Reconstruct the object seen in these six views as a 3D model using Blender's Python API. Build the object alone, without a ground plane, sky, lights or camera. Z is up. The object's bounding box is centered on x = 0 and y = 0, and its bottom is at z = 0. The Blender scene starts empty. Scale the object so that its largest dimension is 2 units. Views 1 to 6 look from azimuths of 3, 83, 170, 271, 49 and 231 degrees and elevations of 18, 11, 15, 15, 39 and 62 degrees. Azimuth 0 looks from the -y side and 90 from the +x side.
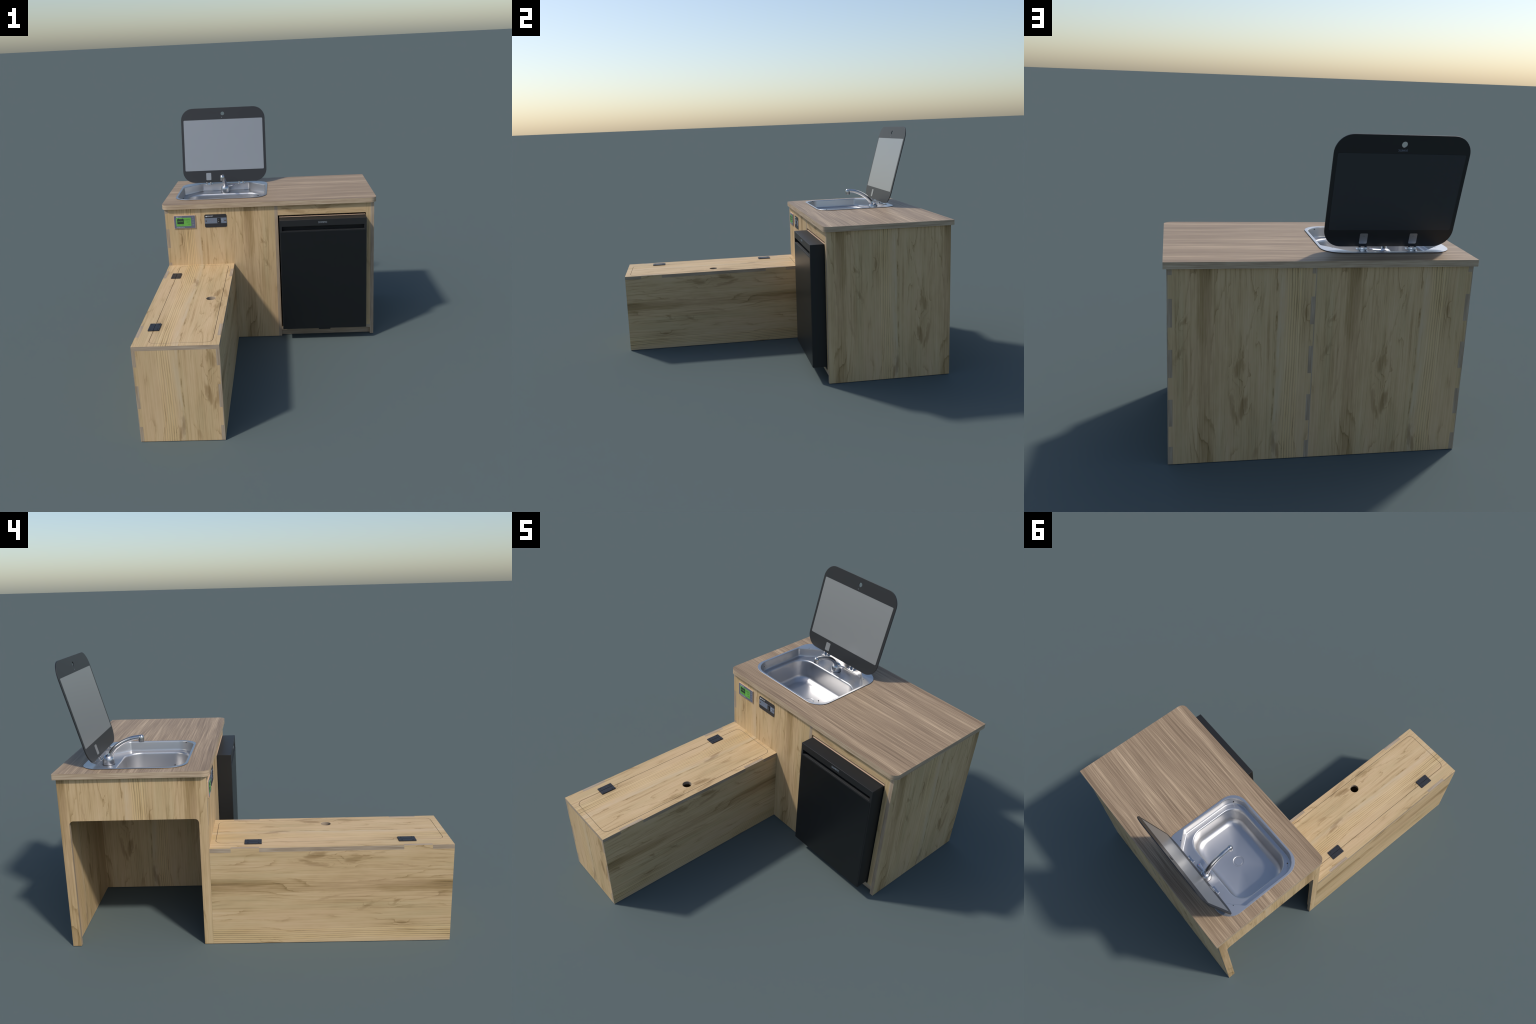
"""Camper-van kitchen block: plywood cabinet with fridge, sink and folding glass lid, and a bench box."""
import bpy, bmesh, math
from mathutils import Vector, Matrix

D = bpy.data
SC = bpy.context.scene.collection

# ------------------------------------------------------------------ sizes (metres)
CW = 0.678                 # cabinet half width
CY0, CY1 = 0.2405, 0.985   # cabinet front / back plane
T = 0.0225                 # plywood thickness
ZC0, ZC1 = 0.9195, 0.950   # worktop underside / top
BX0, BX1, BY0, BZ = -0.678, -0.2405, -1.0, 0.535    # bench box
TB = 0.0185                # bench side panels
SINK_X = -0.3205
TABS = [(0.0, 0.088), (0.189, 0.320), (0.424, 0.5555), (0.6575, 0.786), (0.8905, ZC0)]
BTABS = [(0.0, 0.0865), (0.1905, 0.3195), (0.4240, BZ - T)]      # bench corner joint
TTABS = [(-0.890, -0.7455), (-0.012, 0.1325)]                    # bench top joint


def lin(r, g, b):
    f = lambda c: (c / 255) / 12.92 if c / 255 <= 0.04045 else ((c / 255 + 0.055) / 1.055) ** 2.4
    return (f(r), f(g), f(b), 1.0)


# ------------------------------------------------------------------ node helpers
class Nodes:
    def __init__(self, name):
        self.mat = D.materials.new(name)
        self.mat.use_nodes = True
        self.nt = self.mat.node_tree
        self.nt.nodes.clear()
        self.out = self.nt.nodes.new('ShaderNodeOutputMaterial')
        self.bsdf = self.nt.nodes.new('ShaderNodeBsdfPrincipled')
        self.nt.links.new(self.bsdf.outputs[0], self.out.inputs[0])

    def put(self, sock, v):
        if hasattr(v, 'links'):
            self.nt.links.new(v, sock)
        else:
            sock.default_value = v

    def m(self, op, a, b=0.0, c=0.0, clamp=False):
        n = self.nt.nodes.new('ShaderNodeMath')
        n.operation = op
        n.use_clamp = clamp
        for i, v in enumerate((a, b, c)):
            self.put(n.inputs[i], v)
        return n.outputs[0]

    def add(self, *v):
        r = v[0]
        for x in v[1:]:
            r = self.m('ADD', r, x)
        return r

    def mul(self, a, b):
        return self.m('MULTIPLY', a, b)

    def xyz(self, x, y, z):
        n = self.nt.nodes.new('ShaderNodeCombineXYZ')
        for i, v in enumerate((x, y, z)):
            self.put(n.inputs[i], v)
        return n.outputs[0]

    def obj(self):
        tc = self.nt.nodes.new('ShaderNodeTexCoord')
        sp = self.nt.nodes.new('ShaderNodeSeparateXYZ')
        self.nt.links.new(tc.outputs['Object'], sp.inputs[0])
        return sp.outputs[0], sp.outputs[1], sp.outputs[2]

    def noise(self, vec, scale, detail=2.0, rough=0.5, dist=0.0):
        n = self.nt.nodes.new('ShaderNodeTexNoise')
        self.nt.links.new(vec, n.inputs['Vector'])
        n.inputs['Scale'].default_value = scale
        n.inputs['Detail'].default_value = detail
        n.inputs['Roughness'].default_value = rough
        n.inputs['Distortion'].default_value = dist
        return n.outputs['Fac']

    def step(self, v, a, b):
        """smooth 0..1 ramp of v between a and b (a may exceed b)"""
        n = self.nt.nodes.new('ShaderNodeMapRange')
        n.interpolation_type = 'SMOOTHSTEP'
        lo, hi, o0, o1 = (a, b, 0.0, 1.0) if a < b else (b, a, 1.0, 0.0)
        self.put(n.inputs['Value'], v)
        n.inputs['From Min'].default_value = lo
        n.inputs['From Max'].default_value = hi
        n.inputs['To Min'].default_value = o0
        n.inputs['To Max'].default_value = o1
        return n.outputs[0]

    def bell(self, v, c, w):
        """1 at v == c, falling smoothly to 0 at distance w"""
        return self.step(self.m('ABSOLUTE', self.m('SUBTRACT', v, c)), w, 0.0)

    def mix(self, f, a, b):
        n = self.nt.nodes.new('ShaderNodeMix')
        n.data_type = 'RGBA'
        self.put(n.inputs[0], f)
        self.put(n.inputs[6], a)
        self.put(n.inputs[7], b)
        return n.outputs[2]

    def ramp(self, f, stops):
        n = self.nt.nodes.new('ShaderNodeValToRGB')
        el = n.color_ramp.elements
        while len(el) < len(stops):
            el.new(0.5)
        for e, (p, c) in zip(el, stops):
            e.position = p
            e.color = c
        self.put(n.inputs[0], f)
        return n.outputs[0]

    def bump(self, h, strength, dist=0.001):
        n = self.nt.nodes.new('ShaderNodeBump')
        n.inputs['Strength'].default_value = strength
        n.inputs['Distance'].default_value = dist
        self.nt.links.new(h, n.inputs['Height'])
        self.nt.links.new(n.outputs[0], self.bsdf.inputs['Normal'])

    def done(self, color=None, rough=0.5, metal=0.0, spec=0.5):
        if color is not None:
            self.put(self.bsdf.inputs['Base Color'], color)
        self.put(self.bsdf.inputs['Roughness'], rough)
        self.bsdf.inputs['Metallic'].default_value = metal
        self.bsdf.inputs['Specular IOR Level'].default_value = spec
        return self.mat


def plain(name, rgb, rough=0.5, metal=0.0, spec=0.5):
    return Nodes(name).done(lin(*rgb), rough, metal, spec)


# ------------------------------------------------------------------ oak decor
PER = 0.652     # the printed oak decor repeats at this width across the grain


def oak(name, across, along):
    """across/along: functions of (nodes, x, y, z) giving decor coordinates in metres."""
    n = Nodes(name)
    x, y, z = n.obj()
    t = across(n, x, y, z)
    s = along(n, x, y, z)
    th = n.mul(t, 2 * math.pi / PER)
    r = PER / (2 * math.pi)
    cx = n.mul(n.m('COSINE', th), r)
    sx = n.mul(n.m('SINE', th), r)

    def grain(stretch):
        return n.xyz(cx, sx, n.mul(s, stretch))
    wander = n.m('SUBTRACT', n.noise(grain(0.35), 5.0, 2.0), 0.5)
    rag = n.m('SUBTRACT', n.noise(grain(0.30), 60.0, 3.0, 0.6), 0.5)
    low = n.m('SUBTRACT', n.noise(grain(0.16), 11.0, 3.0, 0.55), 0.5)
    mid = n.m('SUBTRACT', n.noise(grain(0.030), 60.0, 3.0, 0.6), 0.5)
    fib = n.m('SUBTRACT', n.noise(grain(0.020), 240.0, 3.0, 0.65), 0.5)
    hair = n.m('SUBTRACT', n.noise(grain(0.012), 130.0, 2.0, 0.5), 0.5)
    cloud = n.m('SUBTRACT', n.noise(grain(0.45), 14.0, 3.0, 0.6), 0.5)
    tw = n.m('SUBTRACT', t, n.mul(n.m('FLOOR', n.m('DIVIDE', t, PER)), PER))
    td = n.add(tw, n.mul(wander, 0.035))

    # broad brown stripe, drifting a little along the grain
    tb = n.add(tw, n.mul(s, 0.024), n.mul(wander, 0.02))
    brown = n.add(n.mul(n.bell(tb, 0.177, 0.052), 0.85), n.mul(n.bell(tb, 0.150, 0.10), 0.40))
    # pin stripes
    band = n.bell(n.add(tw, n.mul(wander, 0.02)), 0.546, 0.050)
    band = n.m('MINIMUM', n.mul(band, 2.2), 1.0)
    wave = n.m('SINE', n.add(n.mul(n.add(tw, n.mul(wander, 0.024)), 2 * math.pi / 0.0115), n.mul(rag, 1.8), n.mul(hair, 5.0)))
    pin_dark = n.mul(n.mul(n.step(wave, 0.25, 1.0), band), n.add(0.80, n.mul(mid, 2.2)))
    pin_light = n.mul(n.step(wave, 0.1, -0.9), band)
    # pale grey stripe with a ragged dark edge
    tg = n.add(tw, n.mul(wander, 0.045), n.mul(rag, 0.016))
    grey = n.mul(n.mul(n.step(tg, 0.466, 0.474), n.step(tg, 0.512, 0.478)), n.step(n.noise(grain(0.25), 30.0, 3.0), 0.30, 0.62))
    edge = n.mul(n.bell(tg, 0.464, 0.006), n.step(n.noise(grain(0.8), 22.0, 2.0), 0.42, 0.60))
    # flames and small knots: (across, along, half width, half length, lean, strength)
    wt = n.add(tw, n.mul(rag, 0.026), n.mul(hair, 0.006))
    ws = n.add(s, n.mul(n.m('SUBTRACT', n.noise(grain(0.5), 40.0, 2.0), 0.5), 0.05))
    spots = halo = None
    for (ct, cs, ht, hs, lean, k) in (
            (0.285, 0.272, 0.010, 0.055, -0.10, 0.9), (0.308, 0.205, 0.008, 0.040, -0.25, 0.8),
            (0.331, 0.262, 0.013, 0.058, 0.22, 1.0), (0.346, 0.285, 0.008, 0.045, 0.10, 0.8),
            (0.476, 0.085, 0.011, 0.052, -0.15, 1.0), (0.494, 0.040, 0.010, 0.035, -0.1, 0.9),
            (0.306, 0.452, 0.014, 0.035, 0.15, 0.8), (0.322, 0.500, 0.005, 0.060, 0.25, 0.6),
            (0.070, 0.680, 0.010, 0.020, 0.5, 0.6), (0.048, 0.530, 0.008, 0.030, 0.5, 0.6),
            (0.395, 0.035, 0.012, 0.030, 0.2, 0.6), (0.602, 0.710, 0.010, 0.018, 0.0, 0.5),
            (0.272, 0.720, 0.006, 0.060, -0.1, 0.5), (0.410, 0.760, 0.005, 0.090, 0.12, 0.4),
            (0.098, 0.330, 0.008, 0.060, 0.25, 0.5), (0.356, 0.640, 0.005, 0.090, 0.22, 0.5)):
        u = n.m('DIVIDE', n.m('SUBTRACT', n.m('SUBTRACT', wt, ct), n.mul(n.m('SUBTRACT', ws, cs), lean)), ht)
        v = n.m('DIVIDE', n.m('SUBTRACT', ws, cs), hs)
        d = n.add(n.mul(u, u), n.mul(v, v))
        e = n.mul(n.step(d, 1.9, 0.0), k)
        spots = e if spots is None else n.m('MAXIMUM', spots, e)
        h = n.mul(n.step(d, 9.0, 0.0), k)
        halo = h if halo is None else n.m('MAXIMUM', halo, h)

    # growth-ring lines that open into cathedrals
    field = n.add(n.mul(td, 30.0), n.mul(n.noise(grain(0.22), 6.5, 1.5, 0.45), 7.5))
    field = n.add(field, n.mul(rag, 0.40), n.mul(halo, 1.3))
    fr = n.m('FRACT', field)
    line = n.mul(n.m('POWER', fr, 7.0), n.add(n.step(n.noise(grain(0.4), 9.0, 2.0), 0.42, 0.64), n.mul(halo, 0.5)))
    line = n.mul(line, n.m('SUBTRACT', 1.0, n.step(fr, 0.985, 1.0)))
    spots = n.mul(spots, n.add(0.80, n.mul(hair, 2.4), n.mul(fib, 1.0)))
    val = n.add(0.655, n.mul(low, 0.50), n.mul(mid, 0.36), n.mul(fib, 0.58), n.mul(hair, 0.30), n.mul(cloud, 0.24))
    val = n.add(val, n.mul(brown, -0.24), n.mul(line, -0.32), n.mul(pin_dark, -0.24), n.mul(pin_light, 0.13),
                n.mul(edge, -0.35), n.mul(spots, -0.16), n.mul(grey, 0.06))
    col = n.ramp(val, [(0.05, lin(*OAK[0])), (0.36, lin(*OAK[1])), (0.62, lin(*OAK[2])), (0.95, lin(*OAK[3]))])
    hue = n.noise(grain(0.12), 16.0, 2.0)
    col = n.mix(n.mul(n.step(hue, 0.48, 0.70), 0.30), col, lin(*OAK[4]))
    col = n.mix(n.mul(n.step(hue, 0.50, 0.30), 0.30), col, lin(*OAK[5]))
    col = n.mix(n.mul(grey, 0.40), col, lin(*OAK[6]))
    col = n.mix(n.mul(pin_light, 0.45), col, lin(*OAK[7]))
    col = n.mix(n.m('MINIMUM', n.mul(spots, 0.36), 0.5), col, lin(*OAK[8]))
    n.bump(val, 0.15, 0.0006)
    return n.done(col, 0.55, 0.0, 0.3)


OAK = [(104, 84, 51), (160, 132, 90), (196, 167, 125), (212, 187, 148),
       (207, 174, 137), (182, 164, 124), (196, 179, 152), (216, 183, 126), (126, 94, 58)]
OAK_XZ = oak('oak_facing_front', lambda n, x, y, z: n.m('SUBTRACT', 0.678, x), lambda n, x, y, z: z)
OAK_YZ = oak('oak_facing_side', lambda n, x, y, z: n.m('SUBTRACT', 1.134, y), lambda n, x, y, z: z)
OAK_TOP = oak('oak_bench_top', lambda n, x, y, z: n.m('SUBTRACT', 0.678, x), lambda n, x, y, z: n.m('SUBTRACT', -0.033, y))
OAK_LONG = oak('oak_bench_side', lambda n, x, y, z: n.m('SUBTRACT', z, 0.155), lambda n, x, y, z: n.m('SUBTRACT', -0.033, y))
OAK_RAIL = oak('oak_rail', lambda n, x, y, z: n.m('SUBTRACT', z, 0.590), lambda n, x, y, z: n.add(x, 0.10))


def ply(name, axis, tones):
    """Cut plywood edge: thin veneer lines across the thickness axis."""
    n = Nodes(name)
    c = n.obj()
    w = c[axis]
    o = [c[i] for i in range(3) if i != axis]
    v = n.xyz(n.mul(w, 1.0), n.mul(o[0], 0.02), n.mul(o[1], 0.02))
    a = n.noise(v, 330.0, 2.0, 0.6)
    v2 = n.xyz(n.mul(w, 1.0), n.mul(o[0], 0.10), n.mul(o[1], 0.10))
    b = n.noise(v2, 80.0, 3.0)
    val = n.add(n.mul(a, 0.65), n.mul(b, 0.35))
    col = n.ramp(val, [(0.30, lin(*tones[0])), (0.50, lin(*tones[1])), (0.68, lin(*tones[2]))])
    return n.done(col, 0.6, 0.0, 0.3)


PLYT = [(140, 121, 99), (165, 146, 124), (186, 169, 147)]
PLY = [ply('plywood_edge_across', i, PLYT) for i in range(3)]
PLY_TOP = ply('worktop_edge', 2, [(150, 128, 104), (178, 156, 130), (200, 182, 156)])


def worktop_material():
    n = Nodes('walnut_laminate')
    x, y, z = n.obj()
    wob = n.mul(n.m('SUBTRACT', n.noise(n.xyz(n.mul(x, 0.5), y, 0.0), 3.0, 1.0), 0.5), 0.022)
    yy = n.add(y, wob)

    def g(st, sc, det=3.0):
        return n.m('SUBTRACT', n.noise(n.xyz(n.mul(x, st), yy, z), sc, det, 0.6), 0.5)
    val = n.add(0.525, n.mul(g(0.035, 19.0, 2.0), 0.62), n.mul(g(0.012, 100.0), 0.72), n.mul(g(0.010, 280.0), 0.95), n.mul(g(0.012, 560.0, 1.0), 0.35))
    col = n.ramp(val, [(0.22, lin(*TOPC[0])), (0.48, lin(*TOPC[1])), (0.64, lin(*TOPC[2])), (0.85, lin(*TOPC[3]))])
    n.bump(val, 0.12, 0.0005)
    return n.done(col, 0.5, 0.0, 0.4)


TOPC = [(116, 95, 74), (149, 126, 101), (170, 146, 118), (202, 176, 145)]
WORKTOP = worktop_material()


def steel(name, rgb, rough):
    return plain(name, rgb, rough, 1.0)


STEEL = steel('brushed_steel', (206, 205, 205), 0.39)
CHROME = steel('polished_chrome', (198, 198, 199), 0.24)
MIRROR = plain('grey_mirror_glass', (155, 156, 156), 0.36, 0.62)
FRAME = plain('black_printed_glass', (31, 32, 34), 0.45)
DARKPANE = plain('dark_glass', (50, 53, 57), 0.40)
FRIDGE = plain('black_plastic', (31, 32, 33), 0.5, 0.0, 0.4)
FRIDGE_PANEL = plain('black_door_panel', (20, 22, 24), 0.34, 0.0, 0.4)
BLACK = plain('deep_black', (10, 10, 11), 0.7)
TAN = plain('tan_matte', (206, 176, 148), 0.6)
HINGE = plain('black_metal', (40, 41, 46), 0.45)
PIT = plain('dark_screw', (20, 17, 16), 0.6)
GREY = plain('slate_grey_plastic', (98, 103, 120), 0.45)
SLATE = plain('blue_grey_plastic', (110, 120, 136), 0.45)
GREEN = plain('green_display', (108, 178, 78), 0.35)
INK = plain('display_ink', (38, 56, 44), 0.5)
INK2 = plain('display_ink_thin', (60, 104, 56), 0.5)
WHITE = plain('white_print', (215, 218, 222), 0.5)
PRINT = plain('grey_print', (140, 148, 156), 0.5)
DIMPRINT = plain('faint_print', (126, 132, 148), 0.5)
BRASS = plain('brass_screw', (150, 112, 60), 0.4, 0.6)
RED = plain('red_mark', (190, 60, 70), 0.4)
BLUE = plain('blue_mark', (70, 90, 190), 0.4)
LEDGREEN = plain('green_mark', (70, 140, 110), 0.4)

# ------------------------------------------------------------------ object helpers
ROOT = D.objects.new('camper_kitchen_unit', None)
SC.objects.link(ROOT)
ROOT['label'] = 'oak plywood camper kitchen with sink, fridge and bench'
ROOT['category'] = 'kitchen unit'
ROOT.empty_display_size = 0.2


def emit(name, bm, mats, parent=ROOT, smooth=None):
    bmesh.ops.recalc_face_normals(bm, faces=bm.faces)
    me = D.meshes.new(name)
    bm.to_mesh(me)
    bm.free()
    for m in mats:
        me.materials.append(m)
    if smooth is not None:
        me.polygons.foreach_set('use_smooth', [True] * len(me.polygons))
        me.set_sharp_from_angle(angle=math.radians(smooth))
    ob = D.objects.new(name, me)
    SC.objects.link(ob)
    ob.parent = parent
    return ob


def place(axis, u, v, w):
    """(u, v) in the plate's plane, w along its thickness axis."""
    return {0: (w, u, v), 1: (u, w, v), 2: (u, v, w)}[axis]


def plate_into(bm, loops, axis, w0, w1, cap=0, side=1):
    ends = []
    for w in (w0, w1):
        edges, rings = [], []
        for lp in loops:
            vs = [bm.verts.new(place(axis, u, v, w)) for u, v in lp]
            rings.append(vs)
            edges += [bm.edges.new((vs[i], vs[(i + 1) % len(vs)])) for i in range(len(vs))]
        if len(loops) == 1:
            f = bm.faces.new(rings[0])
            f.material_index = cap
        else:
            for f in bmesh.ops.triangle_fill(bm, edges=edges, use_beauty=True, use_dissolve=False)['geom']:
                if isinstance(f, bmesh.types.BMFace):
                    f.material_index = cap
        ends.append(rings)
    for a, b in zip(*ends):
        k = len(a)
        for i in range(k):
            j = (i + 1) % k
            f = bm.faces.new((a[i], a[j], b[j], b[i]))
            f.material_index = side


def plate(name, loops, axis, w0, w1, mats, parent=ROOT, bevel=0.0):
    bm = bmesh.new()
    plate_into(bm, loops, axis, w0, w1)
    ob = emit(name, bm, mats, parent, 35)
    if bevel:
        md = ob.modifiers.new('edge', 'BEVEL')
        md.width = bevel
        md.segments = 2
        md.limit_method = 'ANGLE'
        md.angle_limit = math.radians(50)
    return ob


def rrect(x0, x1, y0, y1, r, seg=10):
    """rounded rectangle, counter-clockwise; r may be one radius or four (from x1,y0 round)"""
    rs = r if isinstance(r, (list, tuple)) else [r] * 4
    return rpoly([(x1, y0), (x1, y1), (x0, y1), (x0, y0)], rs, seg)


def rpoly(pts, radii, seg=10):
    """polygon with rounded corners, always (seg + 1) points per corner"""
    out = []
    n = len(pts)
    for i in range(n):
        p = Vector(pts[i])
        a = (Vector(pts[i - 1]) - p).normalized()
        b = (Vector(pts[(i + 1) % n]) - p).normalized()
        ang = a.angle(b)
        r = max(radii[i], 1e-5)
        d = r / math.tan(ang / 2)
        c = p + (a + b).normalized() * (r / math.sin(ang / 2))
        s0 = p + a * d - c
        s1 = p + b * d - c
        a0 = math.atan2(s0.y, s0.x)
        da = (math.atan2(s1.y, s1.x) - a0 + math.pi) % (2 * math.pi) - math.pi
        for k in range(seg + 1):
            q = a0 + da * k / seg
            out.append((c.x + r * math.cos(q), c.y + r * math.sin(q)))
    return out


def inset(pts, d):
    """move every edge of a convex counter-clockwise polygon inwards by d"""
    n = len(pts)
    res = []
    for i in range(n):
        p0, p, p1 = Vector(pts[i - 1]), Vector(pts[i]), Vector(pts[(i + 1) % n])
        e0, e1 = (p - p0).normalized(), (p1 - p).normalized()
        n0, n1 = Vector((-e0.y, e0.x)), Vector((-e1.y, e1.x))
        k = (n0 + n1) / (1 + n0.dot(n1))
        res.append(tuple(p + k * d))
    return res


def circle(cx, cy, r, n=24):
    return [(cx + r * math.cos(2 * math.pi * i / n), cy + r * math.sin(2 * math.pi * i / n)) for i in range(n)]


def fingers(z0, z1, tabs, at_tab, between):
    """edge polyline from z0 up to z1: at_tab inside the tab intervals, between elsewhere"""
    cuts = sorted({z0, z1, *[min(max(v, z0), z1) for t in tabs for v in t]})
    pts = []
    for a, b in zip(cuts, cuts[1:]):
        mid = (a + b) / 2
        u = at_tab if any(t0 < mid < t1 for t0, t1 in tabs) else between
        for q in ((u, a), (u, b)):
            if not pts or pts[-1] != q:
                pts.append(q)
    return pts


SKIN = 0.0042


def skinned(name, outer, inner, axis, wo, ws, wi, mats):
    """panel whose outer veneer runs full width and whose core carries the joint fingers"""
    bm = bmesh.new()
    plate_into(bm, [outer], axis, wo, ws)
    plate_into(bm, [inner], axis, ws, wi)
    return emit(name, bm, mats, ROOT, 35)


def rect(x0, x1, y0, y1):
    return [(x0, y0), (x1, y0), (x1, y1), (x0, y1)]


def box(name, x, y, z, mats, parent=ROOT, bevel=0.0):
    return plate(name, [rect(x[0], x[1], y[0], y[1])], 2, z[0], z[1], mats + mats[:1], parent, bevel)


def bridge(bm, a, b, mat=0):
    k = len(a)
    for i in range(k):
        j = (i + 1) % k
        f = bm.faces.new((a[i], a[j], b[j], b[i]))
        f.material_index = mat


def ring(bm, pts):
    return [bm.verts.new(p) for p in pts]


def tube(bm, path, radii, n=20, cap=True):
    """sweep circles of the given radii along a path lying in the y-z plane"""
    rings = []
    P = [Vector(p) for p in path]
    for i, p in enumerate(P):
        d = (P[min(i + 1, len(P) - 1)] - P[max(i - 1, 0)]).normalized()
        sx = Vector((1, 0, 0))
        up = sx.cross(d).normalized()
        rings.append(ring(bm, [p + radii[i] * (math.cos(2 * math.pi * k / n) * sx + math.sin(2 * math.pi * k / n) * up)
                               for k in range(n)]))
    for a, b in zip(rings, rings[1:]):
        bridge(bm, a, b)
    if cap:
        bm.faces.new(rings[0])
        bm.faces.new(rings[-1])


def lathe(bm, prof, c, n=32):
    """prof: list of (radius, z)"""
    rings = []
    for r, z in prof:
        rings.append(ring(bm, [(c[0] + r * math.cos(2 * math.pi * k / n), c[1] + r * math.sin(2 * math.pi * k / n), z)
                               for k in range(n)]))
    for a, b in zip(rings, rings[1:]):
        bridge(bm, a, b)
    bm.faces.new(rings[0])
    bm.faces.new(rings[-1])


def spline(pts, k=8):
    """Catmull-Rom through the control points"""
    P = [Vector(p) for p in pts]
    P = [2 * P[0] - P[1]] + P + [2 * P[-1] - P[-2]]
    out = []
    for i in range(1, len(P) - 2):
        a, b, c, d = P[i - 1:i + 3]
        for j in range(k):
            u = j / k
            out.append(0.5 * (2 * b + (c - a) * u + (2 * a - 5 * b + 4 * c - d) * u * u + (3 * b - a - 3 * c + d) * u ** 3))
    out.append(P[-2])
    return out


def lettering(name, body, width, height, centre, right, up, mat, parent, depth=0.0006):
    """flat raised text fitted to width x height, centred at a point, in the plane right/up"""
    cu = D.curves.new(name, 'FONT')
    cu.body = body
    cu.align_x = 'CENTER'
    cu.align_y = 'CENTER'
    cu.size = 1.0
    cu.extrude = 0.5
    cu.resolution_u = 2
    tmp = D.objects.new(name, cu)
    SC.objects.link(tmp)
    dg = bpy.context.evaluated_depsgraph_get()
    me = D.meshes.new_from_object(tmp.evaluated_get(dg))
    D.objects.remove(tmp)
    D.curves.remove(cu)
    xs = [v.co.x for v in me.vertices]
    ys = [v.co.y for v in me.vertices]
    mx, my = (min(xs) + max(xs)) / 2, (min(ys) + max(ys)) / 2
    kx, ky = width / (max(xs) - min(xs)), height / (max(ys) - min(ys))
    right, up = Vector(right).normalized(), Vector(up).normalized()
    nor = right.cross(up)
    for v in me.vertices:
        v.co = Vector(centre) + right * (v.co.x - mx) * kx + up * (v.co.y - my) * ky + nor * v.co.z * depth
    me.materials.clear()
    me.materials.append(mat)
    me.name = name
    ob = D.objects.new(name, me)
    SC.objects.link(ob)
    ob.parent = parent
    return ob


# ------------------------------------------------------------------ cabinet carcass
DX0, DX1 = 0.0365, 0.0585          # divider beside the fridge

# back: two panels with the side panels' fingers showing through
for xa, xb in ((-CW, DX0), (DX0, CW)):
    left = fingers(0, ZC0, TABS, xa + T if xa < -0.5 else xa + 0.021, xa + SKIN)
    right = fingers(0, ZC0, TABS, xb - T, xb - SKIN) if xb > 0.5 else [(xb, 0), (xb, ZC0)]
    plate('back_panel', [list(reversed(left)) + right], 1, CY1 - T, CY1, [OAK_XZ, PLY[1]])

# right end panel: its front edge is exposed all the way up
comb = [(CY0, ZC0), (CY0, 0)] + fingers(0, ZC0, TABS, CY1, CY1 - T)
skinned('end_panel', rect(CY0, CY1, 0, ZC0), comb, 0, CW, CW - SKIN, CW - T, [OAK_YZ, PLY[0]])
# divider
skinned('divider_panel', rect(CY0, CY1, 0, ZC0), comb, 0, DX0, DX0 + SKIN, DX1 - 0.001, [OAK_YZ, PLY[0]])
# left end panel with the arched knee opening
arch = [(0.940, 0.0)]
arch += rpoly([(0.940, 0.0), (0.940, 0.6985), (0.2857, 0.6985), (0.2857, 0.0)], [0, 0.022, 0.022, 0], 8)[9:27]
arch += [(0.2857, 0.0)]
back_edge = fingers(0, ZC0, TABS, CY1, CY1 - T)
front_edge = fingers(0, ZC0, TABS, CY0, CY0 + T)
skinned('arched_end_panel', [(CY1, 0), (CY1, ZC0), (CY0, ZC0), (CY0, 0)] + list(reversed(arch)),
        list(back_edge) + list(reversed(front_edge)) + list(reversed(arch)), 0, -CW, -CW + SKIN, -CW + T, [OAK_YZ, PLY[0]])
# front panel behind the bench
hatch = [(-0.629, 0.0)] + rpoly([(-0.629, 0.0), (-0.629, 0.4400), (-0.2855, 0.4400), (-0.2855, 0.0)], [0, 0.022, 0.022, 0], 8)[9:27] + [(-0.2855, 0.0)]
plate('front_panel', [[(DX0, 0), (DX0, ZC0)] + list(reversed(fingers(0, ZC0, TABS, -CW + T, -CW + SKIN))) + hatch], 1, CY0, CY0 + T, [OAK_XZ, PLY[1]])
# fridge surround: top rail with horizontal grain, right stile
plate('fridge_rail', [rect(DX1 - 0.001, 0.6255, 0.852, ZC0)], 1, CY0 + 0.0004, CY0 + T, [OAK_RAIL, PLY[1]])
plate('fridge_stile', [rect(0.6255, CW - T, 0.0665, ZC0)], 1, CY0 + 0.0004, CY0 + T, [OAK_XZ, PLY[1]])
plate('fridge_shelf', [rect(DX1 - 0.001, CW - T, CY0, CY1 - T)], 2, 0.0445, 0.0665, [OAK_RAIL, PLY[2]])
plate('toe_board', [rect(DX1 - 0.001, CW - T, 0.0005, 0.0445)], 1, CY0 + T, CY0 + 2 * T, [PLY[2], PLY[1]])

# ------------------------------------------------------------------ worktop
WX, WY0, WY1 = 0.6930, 0.2240, 1.0
SINK_HOLE = rrect(SINK_X - 0.3005, SINK_X + 0.3005, 0.3490, 0.8788, [0.091, 0.096, 0.096, 0.091], 12)
plate('worktop', [rpoly([(WX, WY0), (WX, WY1), (-WX, WY1), (-WX, WY0)], [0.040, 0.002, 0.002, 0.040], 10), SINK_HOLE],
      2, ZC0, ZC1, [WORKTOP, PLY_TOP], bevel=0.0012)

# ------------------------------------------------------------------ bench box
LX0, LX1, LY0, LY1, LR = -0.5975, -0.2770, -0.9660, 0.2150, 0.034
GAP = 0.0012


def y_fingers(x_tab, x_out):
    return [(x, y) for x, y in fingers(BY0, CY0, TTABS, x_tab, x_out)]


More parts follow.
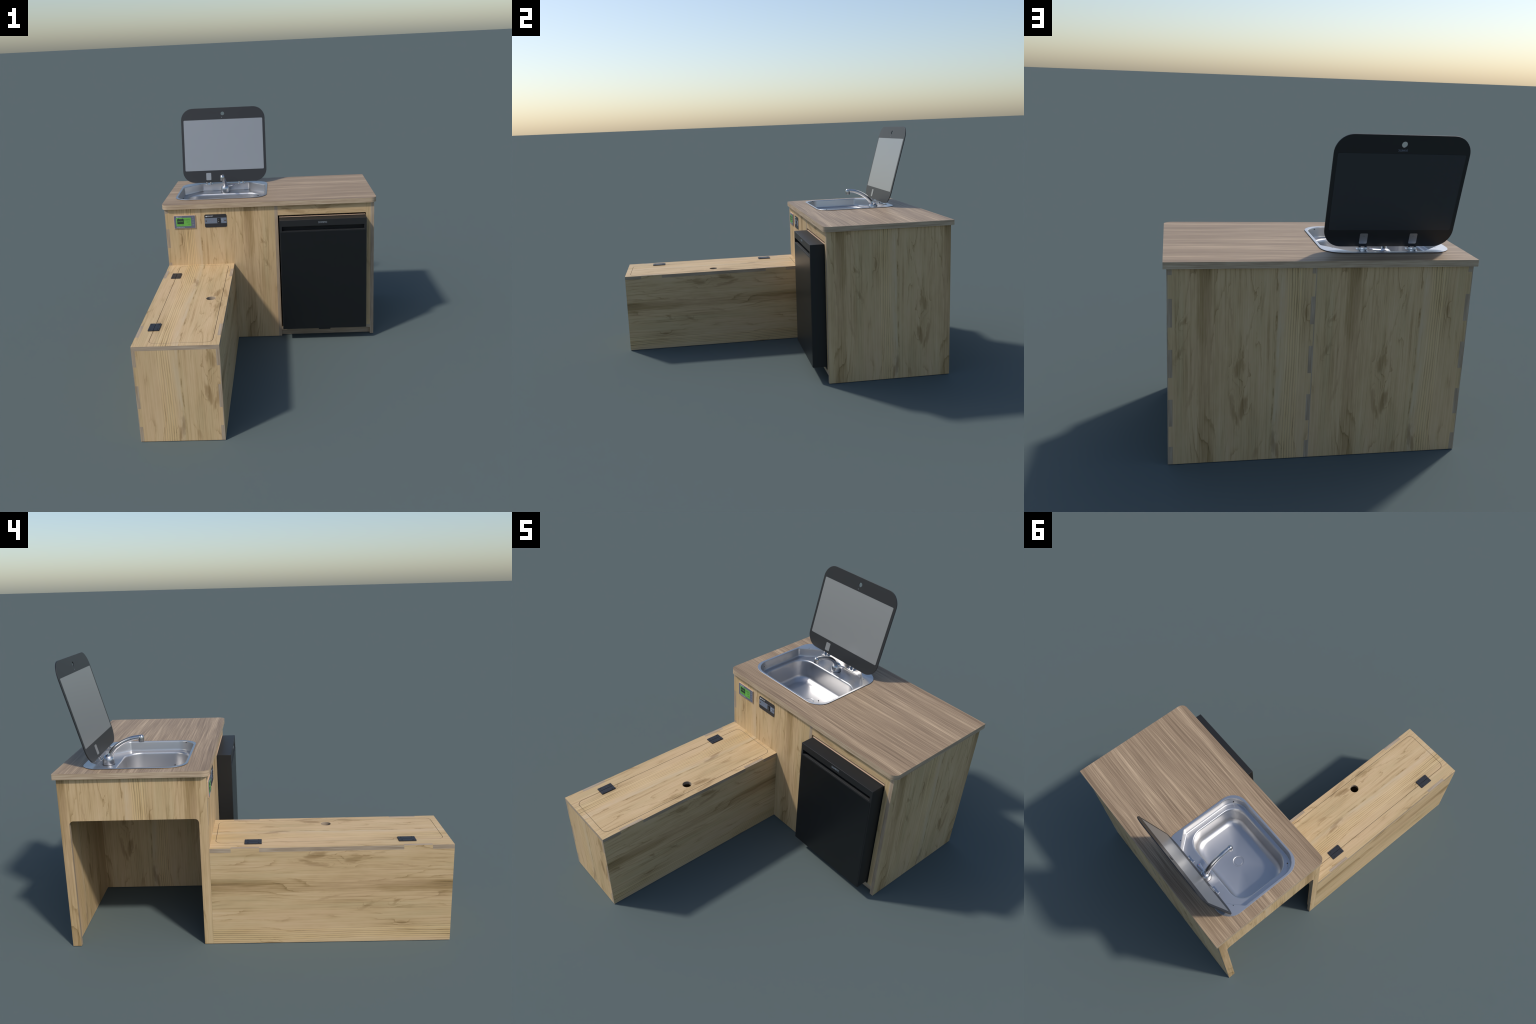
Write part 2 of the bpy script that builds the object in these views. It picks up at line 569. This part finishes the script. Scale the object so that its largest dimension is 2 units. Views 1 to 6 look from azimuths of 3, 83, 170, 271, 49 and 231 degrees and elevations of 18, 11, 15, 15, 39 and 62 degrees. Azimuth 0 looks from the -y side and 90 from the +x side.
outline = y_fingers(BX1 - TB, BX1) + list(reversed(y_fingers(BX0 + TB, BX0)))
bench_top = plate('bench_top', [outline, rrect(LX0 - GAP, LX1 + GAP, LY0 - GAP, LY1 + GAP, LR + GAP)], 2, BZ - T, BZ, [OAK_TOP, PLY[2]])
bench_lid = plate('bench_lid', [rrect(LX0 + GAP, LX1 - GAP, LY0 + GAP, LY1 - GAP, LR - GAP), circle(-0.3395, -0.380, 0.0272, 40)],
                  2, BZ - T, BZ, [OAK_TOP, PLY[2]])


def bench_side(xa, xb):
    top = []
    for y0, y1 in reversed(TTABS):
        top += [(y1, BZ - T), (y1, BZ), (y0, BZ), (y0, BZ - T)]
    front = fingers(0, BZ - T, BTABS, BY0, BY0 + TB)
    rim = [(CY0 - 0.0005, 0.0), (CY0 - 0.0005, BZ - T)] + top
    ws = xa + (SKIN if xb > xa else -SKIN)
    return skinned('bench_side', rim + [(BY0, BZ - T), (BY0, 0.0)], rim + list(reversed(front)), 0, xa, ws, xb, [OAK_LONG, PLY[0]])


bench_side(BX0, BX0 + TB)
bench_side(BX1, BX1 - TB)
plate('bench_front', [fingers(0, BZ - T, BTABS, BX1 - TB, BX1 - SKIN) + list(reversed(fingers(0, BZ - T, BTABS, BX0 + TB, BX0 + SKIN)))],
      1, BY0, BY0 + TB, [OAK_XZ, PLY[1]])

# two butterfly hinges, four screws each
hinge_mesh = screw_mesh = None
for hy in (-0.775, 0.0185):
    if hinge_mesh is None:
        bm = bmesh.new()
        for xa, xb in ((-0.029, -0.0011), (0.0011, 0.029)):
            plate_into(bm, [rrect(xa, xb, -0.044, 0.044, 0.002, 3)], 2, -0.0002, 0.0055, 0, 0)
        plate_into(bm, [rect(-0.0012, 0.0012, -0.0435, 0.0435)], 2, -0.0002, 0.0008, 0, 0)
        hinge = emit('bench_hinge', bm, [HINGE], bench_lid, 35)
        hinge_mesh = hinge.data
        bm = bmesh.new()
        plate_into(bm, [circle(0, 0, 0.0042, 14)], 2, 0.0, 0.0005, 0, 0)
        plate_into(bm, [rect(-0.0022, 0.0022, -0.0004, 0.0004)], 2, 0.0, 0.0008, 0, 0)
        first = emit('hinge_screw', bm, [PIT], bench_lid, 35)
        screw_mesh = first.data
        D.objects.remove(first)
    else:
        hinge = D.objects.new('bench_hinge', hinge_mesh)
        SC.objects.link(hinge)
        hinge.parent = bench_lid
    hinge.location = (-0.5968, hy, BZ)
    for k, (dx, dy) in enumerate(((-0.020, -0.028), (-0.020, 0.028), (0.020, -0.028), (0.020, 0.028))):
        s = D.objects.new('hinge_screw', screw_mesh)
        SC.objects.link(s)
        s.parent = bench_lid
        s.location = (-0.5968 + dx, hy + dy, BZ + 0.0055)
        s.rotation_euler.z = 0.7 * k + hy

# ------------------------------------------------------------------ refrigerator
fridge = box('refrigerator', (0.0750, 0.6195), (0.2380, 0.90), (0.0690, 0.8200), [BLACK])
box('refrigerator_tan_strip', (0.0665, 0.6205), (0.2396, 0.2640), (0.8340, 0.8402), [TAN], fridge)
bm = bmesh.new()
FX0, FX1, FZ0, FZ1, FYF, FYB = 0.0665, 0.6200, 0.0860, 0.8390, 0.1540, 0.2395
HZ0, HZ1, HX0, HX1 = 0.7670, 0.7965, 0.0810, 0.6045
# door slab with the grip slot; a plate closes the slot 3 cm in
plate_into(bm, [rect(FX0, FX1, FZ0, FZ1), rect(HX0, HX1, HZ0, HZ1)], 1, FYF, FYB, 0, 0)
door = emit('refrigerator_door', bm, [FRIDGE], fridge, 35)
md = door.modifiers.new('edge', 'BEVEL')
md.width, md.segments, md.limit_method = 0.0012, 2, 'ANGLE'
plate('door_panel', [rect(FX0 + 0.0050, FX1 - 0.0055, FZ0 + 0.001, 0.7595)], 1, FYF - 0.0012, FYF + 0.001, [FRIDGE_PANEL, FRIDGE], fridge)
plate('grip_shadow_back', [rect(HX0, HX1, HZ0, HZ1)], 1, FYF + 0.0280, FYF + 0.0302, [BLACK, BLACK], fridge)
# lip under the grip, sloping outwards
bm = bmesh.new()
a = ring(bm, [(HX0, FYF, HZ0 - 0.001), (HX0, FYF + 0.012, HZ0 - 0.001), (HX0, FYF + 0.012, HZ0 + 0.002)])
b = ring(bm, [(HX1, FYF, HZ0 - 0.001), (HX1, FYF + 0.012, HZ0 - 0.001), (HX1, FYF + 0.012, HZ0 + 0.002)])
bridge(bm, a, b)
bm.faces.new(a)
bm.faces.new(b)
emit('grip_lip', bm, [FRIDGE], fridge, 35)
box('door_foot', (0.3056, 0.3825), (0.165, 0.2300), (0.0745, 0.0872), [FRIDGE], fridge)
lettering('door_lettering', 'DOMETIC', 0.0550, 0.0115, (0.3420, FYF - 0.0003, 0.8195), (1, 0, 0), (0, 0, 1), PRINT, fridge)

# ------------------------------------------------------------------ sink
RIMZ = 0.9540
OUT = [(SINK_X + 0.3065, 0.3430), (SINK_X + 0.3065, 0.8790), (SINK_X - 0.3065, 0.8790), (SINK_X - 0.3065, 0.3430)]
REC = [(SINK_X + 0.2920, 0.3555), (SINK_X + 0.2920, 0.7370), (SINK_X + 0.1700, 0.8562), (SINK_X - 0.1700, 0.8562),
       (SINK_X - 0.2920, 0.7370), (SINK_X - 0.2920, 0.3555)]
RECR = [0.100, 0.022, 0.022, 0.022, 0.022, 0.100]
FLZ = 0.8982


def xyz(loop, z):
    return [(u, v, z) for u, v in loop]


bm = bmesh.new()
# rim: dropped outer edge, soft shoulder, flat top
o_low = ring(bm, xyz(rpoly(inset(OUT, 0.0110), [0.086] * 4, 12), RIMZ - 0.0012))
o_mid = ring(bm, xyz(rpoly(OUT, [0.097] * 4, 12), RIMZ - 0.0006))
o_top = ring(bm, xyz(rpoly(inset(OUT, 0.0006), [0.0964] * 4, 12), RIMZ))
bridge(bm, o_low, o_mid)
bridge(bm, o_mid, o_top)
o_flat = ring(bm, xyz(rpoly(inset(OUT, 0.0025), [0.0945] * 4, 12), RIMZ))
bridge(bm, o_top, o_flat)
rec = []
STEPS = [(-0.0045, RIMZ), (-0.003, RIMZ), (-0.0012, RIMZ - 0.0004), (0.0002, RIMZ - 0.0022), (0.0008, RIMZ - 0.005)]
for k in range(1, 7):
    STEPS.append((0.0008 + 0.0052 * k / 6, RIMZ - 0.005 - (RIMZ - 0.005 - FLZ - 0.006) * k / 6))
STEPS += [(0.0075, FLZ + 0.0025), (0.0105, FLZ + 0.0006), (0.0140, FLZ), (0.0155, FLZ)]
for d, z in STEPS:
    q = [(u, v + (0.011 * (RIMZ - z) / (RIMZ - FLZ) if v > 0.80 else 0.0)) for u, v in inset(REC, d)]   # rear wall leans back
    rec.append(ring(bm, xyz(rpoly(q, [max(r - d, 0.004) for r in RECR], 10), z)))
for a, b in zip(rec, rec[1:]):
    bridge(bm, a, b)


def loop_edges(vs):
    return [bm.edges.get((vs[i], vs[(i + 1) % len(vs)])) or bm.edges.new((vs[i], vs[(i + 1) % len(vs)])) for i in range(len(vs))]


bmesh.ops.triangle_fill(bm, edges=loop_edges(o_flat) + loop_edges(rec[0]), use_beauty=True)
# bowl: soft lip, leaning walls, coved foot
BCY = (0.3770 + 0.7555) / 2
HX, HY = 0.2585, (0.7555 - 0.3770) / 2
DEPTH = FLZ - 0.7530
# (inset of side and back walls, inset of front wall, depth): the front wall leans more than the others
prof = [(-0.0020, -0.0020, 0.0), (0.0, 0.0, 0.0), (0.0020, 0.0025, 0.0004), (0.0042, 0.0050, 0.0020), (0.0058, 0.0080, 0.0048),
        (0.0068, 0.0105, 0.0085), (0.0072, 0.0125, 0.0140)]
COVE = 0.0360
for k in range(1, 7):
    u = k / 6
    prof.append((0.0072 + 0.0028 * u, 0.0125 + 0.0095 * u, 0.0140 + (DEPTH - 0.0140 - COVE) * u))
for k in range(1, 10):          # round foot, ending in a crisp line
    q = math.radians(66) * k / 9
    u = (1 - math.cos(q)) / (1 - math.cos(math.radians(66)))
    prof.append((0.0100 + 0.0340 * u, 0.0220 + 0.0325 * u, DEPTH - COVE + COVE * math.sin(q) / math.sin(math.radians(66))))
bowl = []
for d, df, dz in prof:
    rr = 0.098 - 0.75 * d
    bowl.append(ring(bm, xyz(rrect(SINK_X - HX + d, SINK_X + HX - d, BCY - HY + df, BCY + HY - d * 1.22, rr, 14), FLZ - dz)))
for a, b in zip(bowl, bowl[1:]):
    bridge(bm, a, b)
bmesh.ops.triangle_fill(bm, edges=loop_edges(rec[-1]) + loop_edges(bowl[0]), use_beauty=True)
# floor with the round drain dish
FZ = FLZ - DEPTH
dr = [(0.036, 0.0), (0.034, 0.0), (0.033, -0.0008), (0.0305, -0.0014), (0.0260, -0.0014), (0.0255, -0.0026), (0.0245, -0.0026), (0.0240, -0.0010)]
DRC = (-0.3205, 0.574)
drs = [ring(bm, [(DRC[0] + r * math.cos(2 * math.pi * k / 40), DRC[1] + r * math.sin(2 * math.pi * k / 40), FZ + z) for k in range(40)])
       for r, z in dr]
for a, b in zip(drs, drs[1:]):
    bridge(bm, a, b)
bm.faces.new(drs[-1])
bmesh.ops.triangle_fill(bm, edges=loop_edges(bowl[-1]) + loop_edges(drs[0]), use_beauty=True)
sink = emit('sink', bm, [STEEL], ROOT, 32)

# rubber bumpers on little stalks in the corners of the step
bm = bmesh.new()
lathe(bm, [(0.0009, FLZ - 0.0050), (0.0009, RIMZ - 0.003), (0.0040, RIMZ - 0.003), (0.0040, RIMZ - 0.0006), (0.0032, RIMZ)], (0, 0), 14)
for f in bm.faces:
    f.material_index = 1 if f.calc_center_median().z > RIMZ - 0.0032 else 0
bump0 = emit('lid_bumper', bm, [STEEL, BLACK], sink, 40)
for k, (bx, by) in enumerate(((-0.0720, 0.7900), (-0.0705, 0.4040), (-0.5690, 0.7900), (-0.5715, 0.4040))):
    ob = bump0 if k == 0 else D.objects.new('lid_bumper', bump0.data)
    if k:
        SC.objects.link(ob)
        ob.parent = sink
    ob.location = (bx, by, 0)

# ------------------------------------------------------------------ faucet
FC = (-0.3205, 0.8020)
bm = bmesh.new()
lathe(bm, [(0.0338, FLZ + 0.0003), (0.0338, FLZ + 0.0016), (0.0328, FLZ + 0.0018), (0.0327, FLZ + 0.006), (0.0322, FLZ + 0.020), (0.0314, FLZ + 0.029),
           (0.0298, FLZ + 0.036), (0.0268, FLZ + 0.043), (0.0218, FLZ + 0.049), (0.0150, FLZ + 0.0530), (0.0075, FLZ + 0.0548), (0.0010, FLZ + 0.0552)], FC, 40)
for f in bm.faces:
    if f.calc_center_median().z < FLZ + 0.0017:
        f.material_index = 1
faucet = emit('faucet', bm, [CHROME, BLACK], ROOT, 40)
bm = bmesh.new()
arm = spline([(FC[0], 0.794, 0.936), (FC[0], 0.779, 0.965), (FC[0], 0.755, 0.992), (FC[0], 0.718, 1.018), (FC[0], 0.672, 1.0375), (FC[0], 0.636, 1.0445), (FC[0], 0.618, 1.0462)], 7)
rad = [0.0155 - 0.0035 * min(1.0, i / (len(arm) * 0.8)) for i in range(len(arm))]
tube(bm, arm, rad, 24)
lathe(bm, [(0.0138, 1.0202), (0.0156, 1.0204), (0.0158, 1.0230), (0.0155, 1.0390), (0.0150, 1.0465), (0.0132, 1.0525), (0.0098, 1.0565), (0.0050, 1.0586), (0.0005, 1.0592)],
      (FC[0], 0.6145), 28)
emit('faucet_spout', bm, [CHROME], faucet, 45)
# lever: a flat paddle that leaves the dome to the right and lifts a little
bm = bmesh.new()
rings = []
lev = [(0.004, 0.9395, 0.0120, 0.0090), (0.018, 0.9415, 0.0115, 0.0080), (0.032, 0.9430, 0.0120, 0.0074), (0.046, 0.9452, 0.0138, 0.0062),
       (0.058, 0.9474, 0.0148, 0.0052), (0.067, 0.9500, 0.0120, 0.0034), (0.072, 0.9512, 0.0070, 0.0026), (0.0735, 0.9516, 0.0020, 0.0012)]
for dx, z, w, h in lev:
    rings.append(ring(bm, [(FC[0] + dx, FC[1] - 0.004 + w * math.cos(2 * math.pi * k / 18), z + h * math.sin(2 * math.pi * k / 18)) for k in range(18)]))
for a, b in zip(rings, rings[1:]):
    bridge(bm, a, b)
bm.faces.new(rings[0])
bm.faces.new(rings[-1])
emit('faucet_lever', bm, [CHROME], faucet, 60)
for nm, mat, dy in (('cold_mark', BLUE, 0.0035), ('hot_mark', RED, -0.0045)):
    bm = bmesh.new()
    lathe(bm, [(0.0018, 0.9528), (0.0018, 0.9541)], (FC[0] + 0.0625, FC[1] - 0.004 + dy), 10)
    emit(nm, bm, [mat], faucet, 40)

# ------------------------------------------------------------------ folding lid over the sink
TILT = math.atan2(0.2548, 0.967)
LT = 0.0055
ORI = Vector((0, 0.8415, 1.0520))
UP = Vector((0, 0.2548, 0.967)).normalized()
NF = Vector((0, -0.967, 0.2548)).normalized()        # towards the bowl
FRAME_M = Matrix(((1, 0, 0), (0, UP.y, UP.z), (0, NF.y, NF.z))).transposed()    # columns: x, UP, NF


def tilted(bm):
    for v in bm.verts:
        x, s, w = v.co
        v.co = Vector((x, 0, 0)) + ORI + UP * s + NF * w


bm = bmesh.new()
plate_into(bm, [rrect(-0.6240, -0.0170, -0.0850, 0.4495, 0.085, 12), circle(-0.3215, 0.4075, 0.0130, 20)], 2, -LT, 0.0, 0, 0)
tilted(bm)
lid = emit('sink_lid', bm, [FRAME], ROOT, 40)
md = lid.modifiers.new('edge', 'BEVEL')
md.width, md.segments, md.limit_method, md.angle_limit = 0.0010, 2, 'ANGLE', math.radians(60)
for nm, mat, w0, w1 in (('lid_pane', MIRROR, 0.0001, 0.0008), ('lid_back_pane', DARKPANE, -LT - 0.0008, -LT - 0.0001)):
    bm = bmesh.new()
    plate_into(bm, [rrect(-0.6062, -0.0350, 0.0, 0.3655, 0.006, 5)], 2, w0, w1, 0, 0)
    tilted(bm)
    emit(nm, bm, [mat], lid, 40)
for xa, xb, w0, w1 in ((-0.4562, -0.4203, 0.0001, 0.0012), (-0.4562, -0.4195, -LT - 0.0012, -LT - 0.0001), (-0.2215, -0.1848, -LT - 0.0012, -LT - 0.0001)):
    bm = bmesh.new()
    plate_into(bm, [rrect(xa, xb, -0.0695, -0.0175, 0.005, 5)], 2, w0, w1, 0, 0)
    tilted(bm)
    pad = emit('lid_pad', bm, [MIRROR if w0 > 0 else STEEL], lid, 40)
    bm = bmesh.new()
    mx = (xa + xb) / 2
    k = w1 if w0 > 0 else w0
    arc = [(mx + 0.005 * math.cos(a), -0.033 + 0.004 * math.sin(a)) for a in (0.4, 1.0, 1.6, 2.2, 2.8)]
    arc += [(mx + 0.0038 * math.cos(a), -0.0335 + 0.0032 * math.sin(a)) for a in (2.8, 2.2, 1.6, 1.0, 0.4)]
    plate_into(bm, [arc], 2, k - 0.0004, k + 0.0004, 0, 0)
    tilted(bm)
    emit('pad_notch', bm, [SLATE], lid, 40)
c = ORI + UP * 0.3815 - NF * (LT + 0.0003)
lettering('lid_lettering', 'DOMETIC', 0.0410, 0.0085, c + Vector((-0.3165, 0, 0)), (1, 0, 0), -UP, DIMPRINT, lid)
bm = bmesh.new()
plate_into(bm, [circle(-0.3284, 0.3795, 0.0022, 10)], 2, 0.0001, 0.0006, 0, 0)
tilted(bm)
emit('lid_mark', bm, [PRINT], lid, 40)

# lid hinges: a plate over the back of the step and two upright clips gripping the glass
hinge_ob = None
for hx in (-0.2030, -0.4380):
    if hinge_ob is None:
        bm = bmesh.new()
        plate_into(bm, [rrect(-0.0255, 0.0255, 0.8040, 0.8340, 0.004, 4)], 2, 0.9520, 0.9570, 0, 0)
        plate_into(bm, [rect(-0.0200, 0.0200, 0.8330, 0.8600)], 2, 0.9500, 0.9545, 0, 0)
        for dx in (-0.0140, 0.0140):
            plate_into(bm, [[(0.8150, 0.9570), (0.8300, 0.9565), (0.8420, 0.9590), (0.8400, 0.9680), (0.8290, 0.9725), (0.8160, 0.9700)]], 0, dx - 0.0052, dx + 0.0052, 0, 0)
        hinge_ob = emit('lid_hinge', bm, [CHROME], lid, 35)
        md = hinge_ob.modifiers.new('edge', 'BEVEL')
        md.width, md.segments, md.limit_method = 0.0010, 2, 'ANGLE'
        ob = hinge_ob
    else:
        ob = hinge_ob.copy()
        SC.objects.link(ob)
        ob.parent = lid
    ob.location = (hx, 0, 0)

# ------------------------------------------------------------------ battery monitor
Y = CY0
mon = plate('battery_monitor', [rrect(-0.6215, -0.4785, 0.7878, 0.8768, 0.002, 3)], 1, Y - 0.0048, Y + 0.001, [TAN, TAN])
YM = Y - 0.0026
plate('monitor_face', [rrect(-0.6180, -0.4820, 0.7910, 0.8735, 0.002, 3)], 1, YM - 0.0036, YM - 0.0021, [GREY, GREY], mon)
plate('monitor_screen', [rrect(-0.6050, -0.5075, 0.8045, 0.8605, 0.002, 3)], 1, YM - 0.0040, YM - 0.0035, [GREEN, GREEN], mon)
bm = bmesh.new()
plate_into(bm, [rect(-0.5985, -0.5550, 0.8200, 0.8530)], 1, YM - 0.0043, YM - 0.0039, 0, 0)
for xa in (-0.5930, -0.5665):
    plate_into(bm, [rect(xa, xa + 0.006, 0.8530, 0.8562)], 1, YM - 0.0043, YM - 0.0039, 0, 0)
emit('battery_icon', bm, [INK], mon)


def note(name, body, x0, x1, z0, z1, y, mat, parent):
    return lettering(name, body, x1 - x0, z1 - z0, ((x0 + x1) / 2, y, (z0 + z1) / 2), (1, 0, 0), (0, 0, 1), mat, parent, 0.0003)


note('screen_lettering', '106.8Ah', -0.5935, -0.5600, 0.8330, 0.8425, YM - 0.0044, GREEN, mon)
note('screen_lettering', '100%', -0.5495, -0.5135, 0.8420, 0.8530, YM - 0.0041, INK2, mon)
note('screen_lettering', '00:00', -0.5375, -0.5170, 0.8285, 0.8350, YM - 0.0041, INK2, mon)
note('screen_lettering', '13.20V  0.00W', -0.5965, -0.5545, 0.8105, 0.8165, YM - 0.0041, INK2, mon)
note('screen_lettering', '0.00A', -0.5315, -0.5115, 0.8140, 0.8205, YM - 0.0041, INK2, mon)
plate('monitor_logo', [rect(-0.6010, -0.5955, 0.8640, 0.8695)], 1, YM - 0.0040, YM - 0.0035, [WHITE, WHITE], mon)
note('monitor_lettering', 'RENOGY', -0.5940, -0.5660, 0.8645, 0.8692, YM - 0.0037, WHITE, mon)
note('monitor_lettering', 'BATTERY MONITOR', -0.6040, -0.5515, 0.7948, 0.7990, YM - 0.0037, WHITE, mon)
for zb, glyph in ((0.8635, '/'), (0.8465, '<'), (0.8290, '>'), (0.8115, 'Enter')):
    bm = bmesh.new()
    plate_into(bm, [circle(-0.4945, zb, 0.0064, 20), circle(-0.4945, zb, 0.0058, 20)], 1, YM - 0.0039, YM - 0.0035, 0, 0)
    emit('monitor_button', bm, [DIMPRINT], mon)
    w = 0.0040 if len(glyph) > 1 else 0.0018
    note('button_lettering', glyph, -0.4945 - w, -0.4945 + w, zb - 0.0018, zb + 0.0018, YM - 0.0037, WHITE, mon)

# ------------------------------------------------------------------ inverter switch panel
sw = plate('switch_panel', [rrect(-0.4195, -0.2755, 0.7893, 0.8757, 0.009, 6)], 1, Y - 0.0022, Y + 0.001, [HINGE, HINGE])
plate('switch_band', [rect(-0.4185, -0.2762, 0.8150, 0.8518)], 1, Y - 0.0028, Y - 0.0021, [SLATE, SLATE], sw)
rocker = plate('rocker_switch', [rrect(-0.3372, -0.3146, 0.8165, 0.8505, 0.002, 3)], 1, Y - 0.0048, Y - 0.0021, [HINGE, HINGE], sw)
plate('rocker', [rrect(-0.3340, -0.3178, 0.8195, 0.8475, 0.001, 3)], 1, Y - 0.0062, Y - 0.0047, [FRIDGE, FRIDGE], sw)
note('switch_lettering', 'I', -0.3285, -0.3270, 0.8365, 0.8415, Y - 0.0064, PRINT, sw)
note('switch_lettering', 'O', -0.3300, -0.3250, 0.8235, 0.8290, Y - 0.0064, WHITE, sw)
note('switch_lettering', 'ON', -0.3110, -0.3000, 0.8390, 0.8435, Y - 0.0030, WHITE, sw)
note('switch_lettering', 'OFF', -0.3110, -0.2975, 0.8265, 0.8310, Y - 0.0030, WHITE, sw)
plate('switch_logo', [rect(-0.4115, -0.4040, 0.8595, 0.8668)], 1, Y - 0.0026, Y - 0.0021, [WHITE, WHITE], sw)
note('switch_lettering', 'RENOGY', -0.4025, -0.3635, 0.8600, 0.8675, Y - 0.0024, WHITE, sw)
for bx, mat in ((-0.3830, LEDGREEN), (-0.3695, RED)):
    plate('indicator_light', [circle(bx, 0.8390, 0.0015, 10)], 1, Y - 0.0032, Y - 0.0027, [mat, mat], sw)
    note('switch_lettering', 'o', bx - 0.002, bx + 0.002, 0.8280, 0.8305, Y - 0.0030, PRINT, sw)
for bx in (-0.4094, -0.2861):
    plate('panel_screw', [circle(bx, 0.8328, 0.0042, 16)], 1, Y - 0.0034, Y - 0.0027, [PIT, PIT], sw)
    plate('screw_slot', [circle(bx, 0.8328, 0.0022, 12)], 1, Y - 0.0037, Y - 0.0033, [BRASS, BRASS], sw)
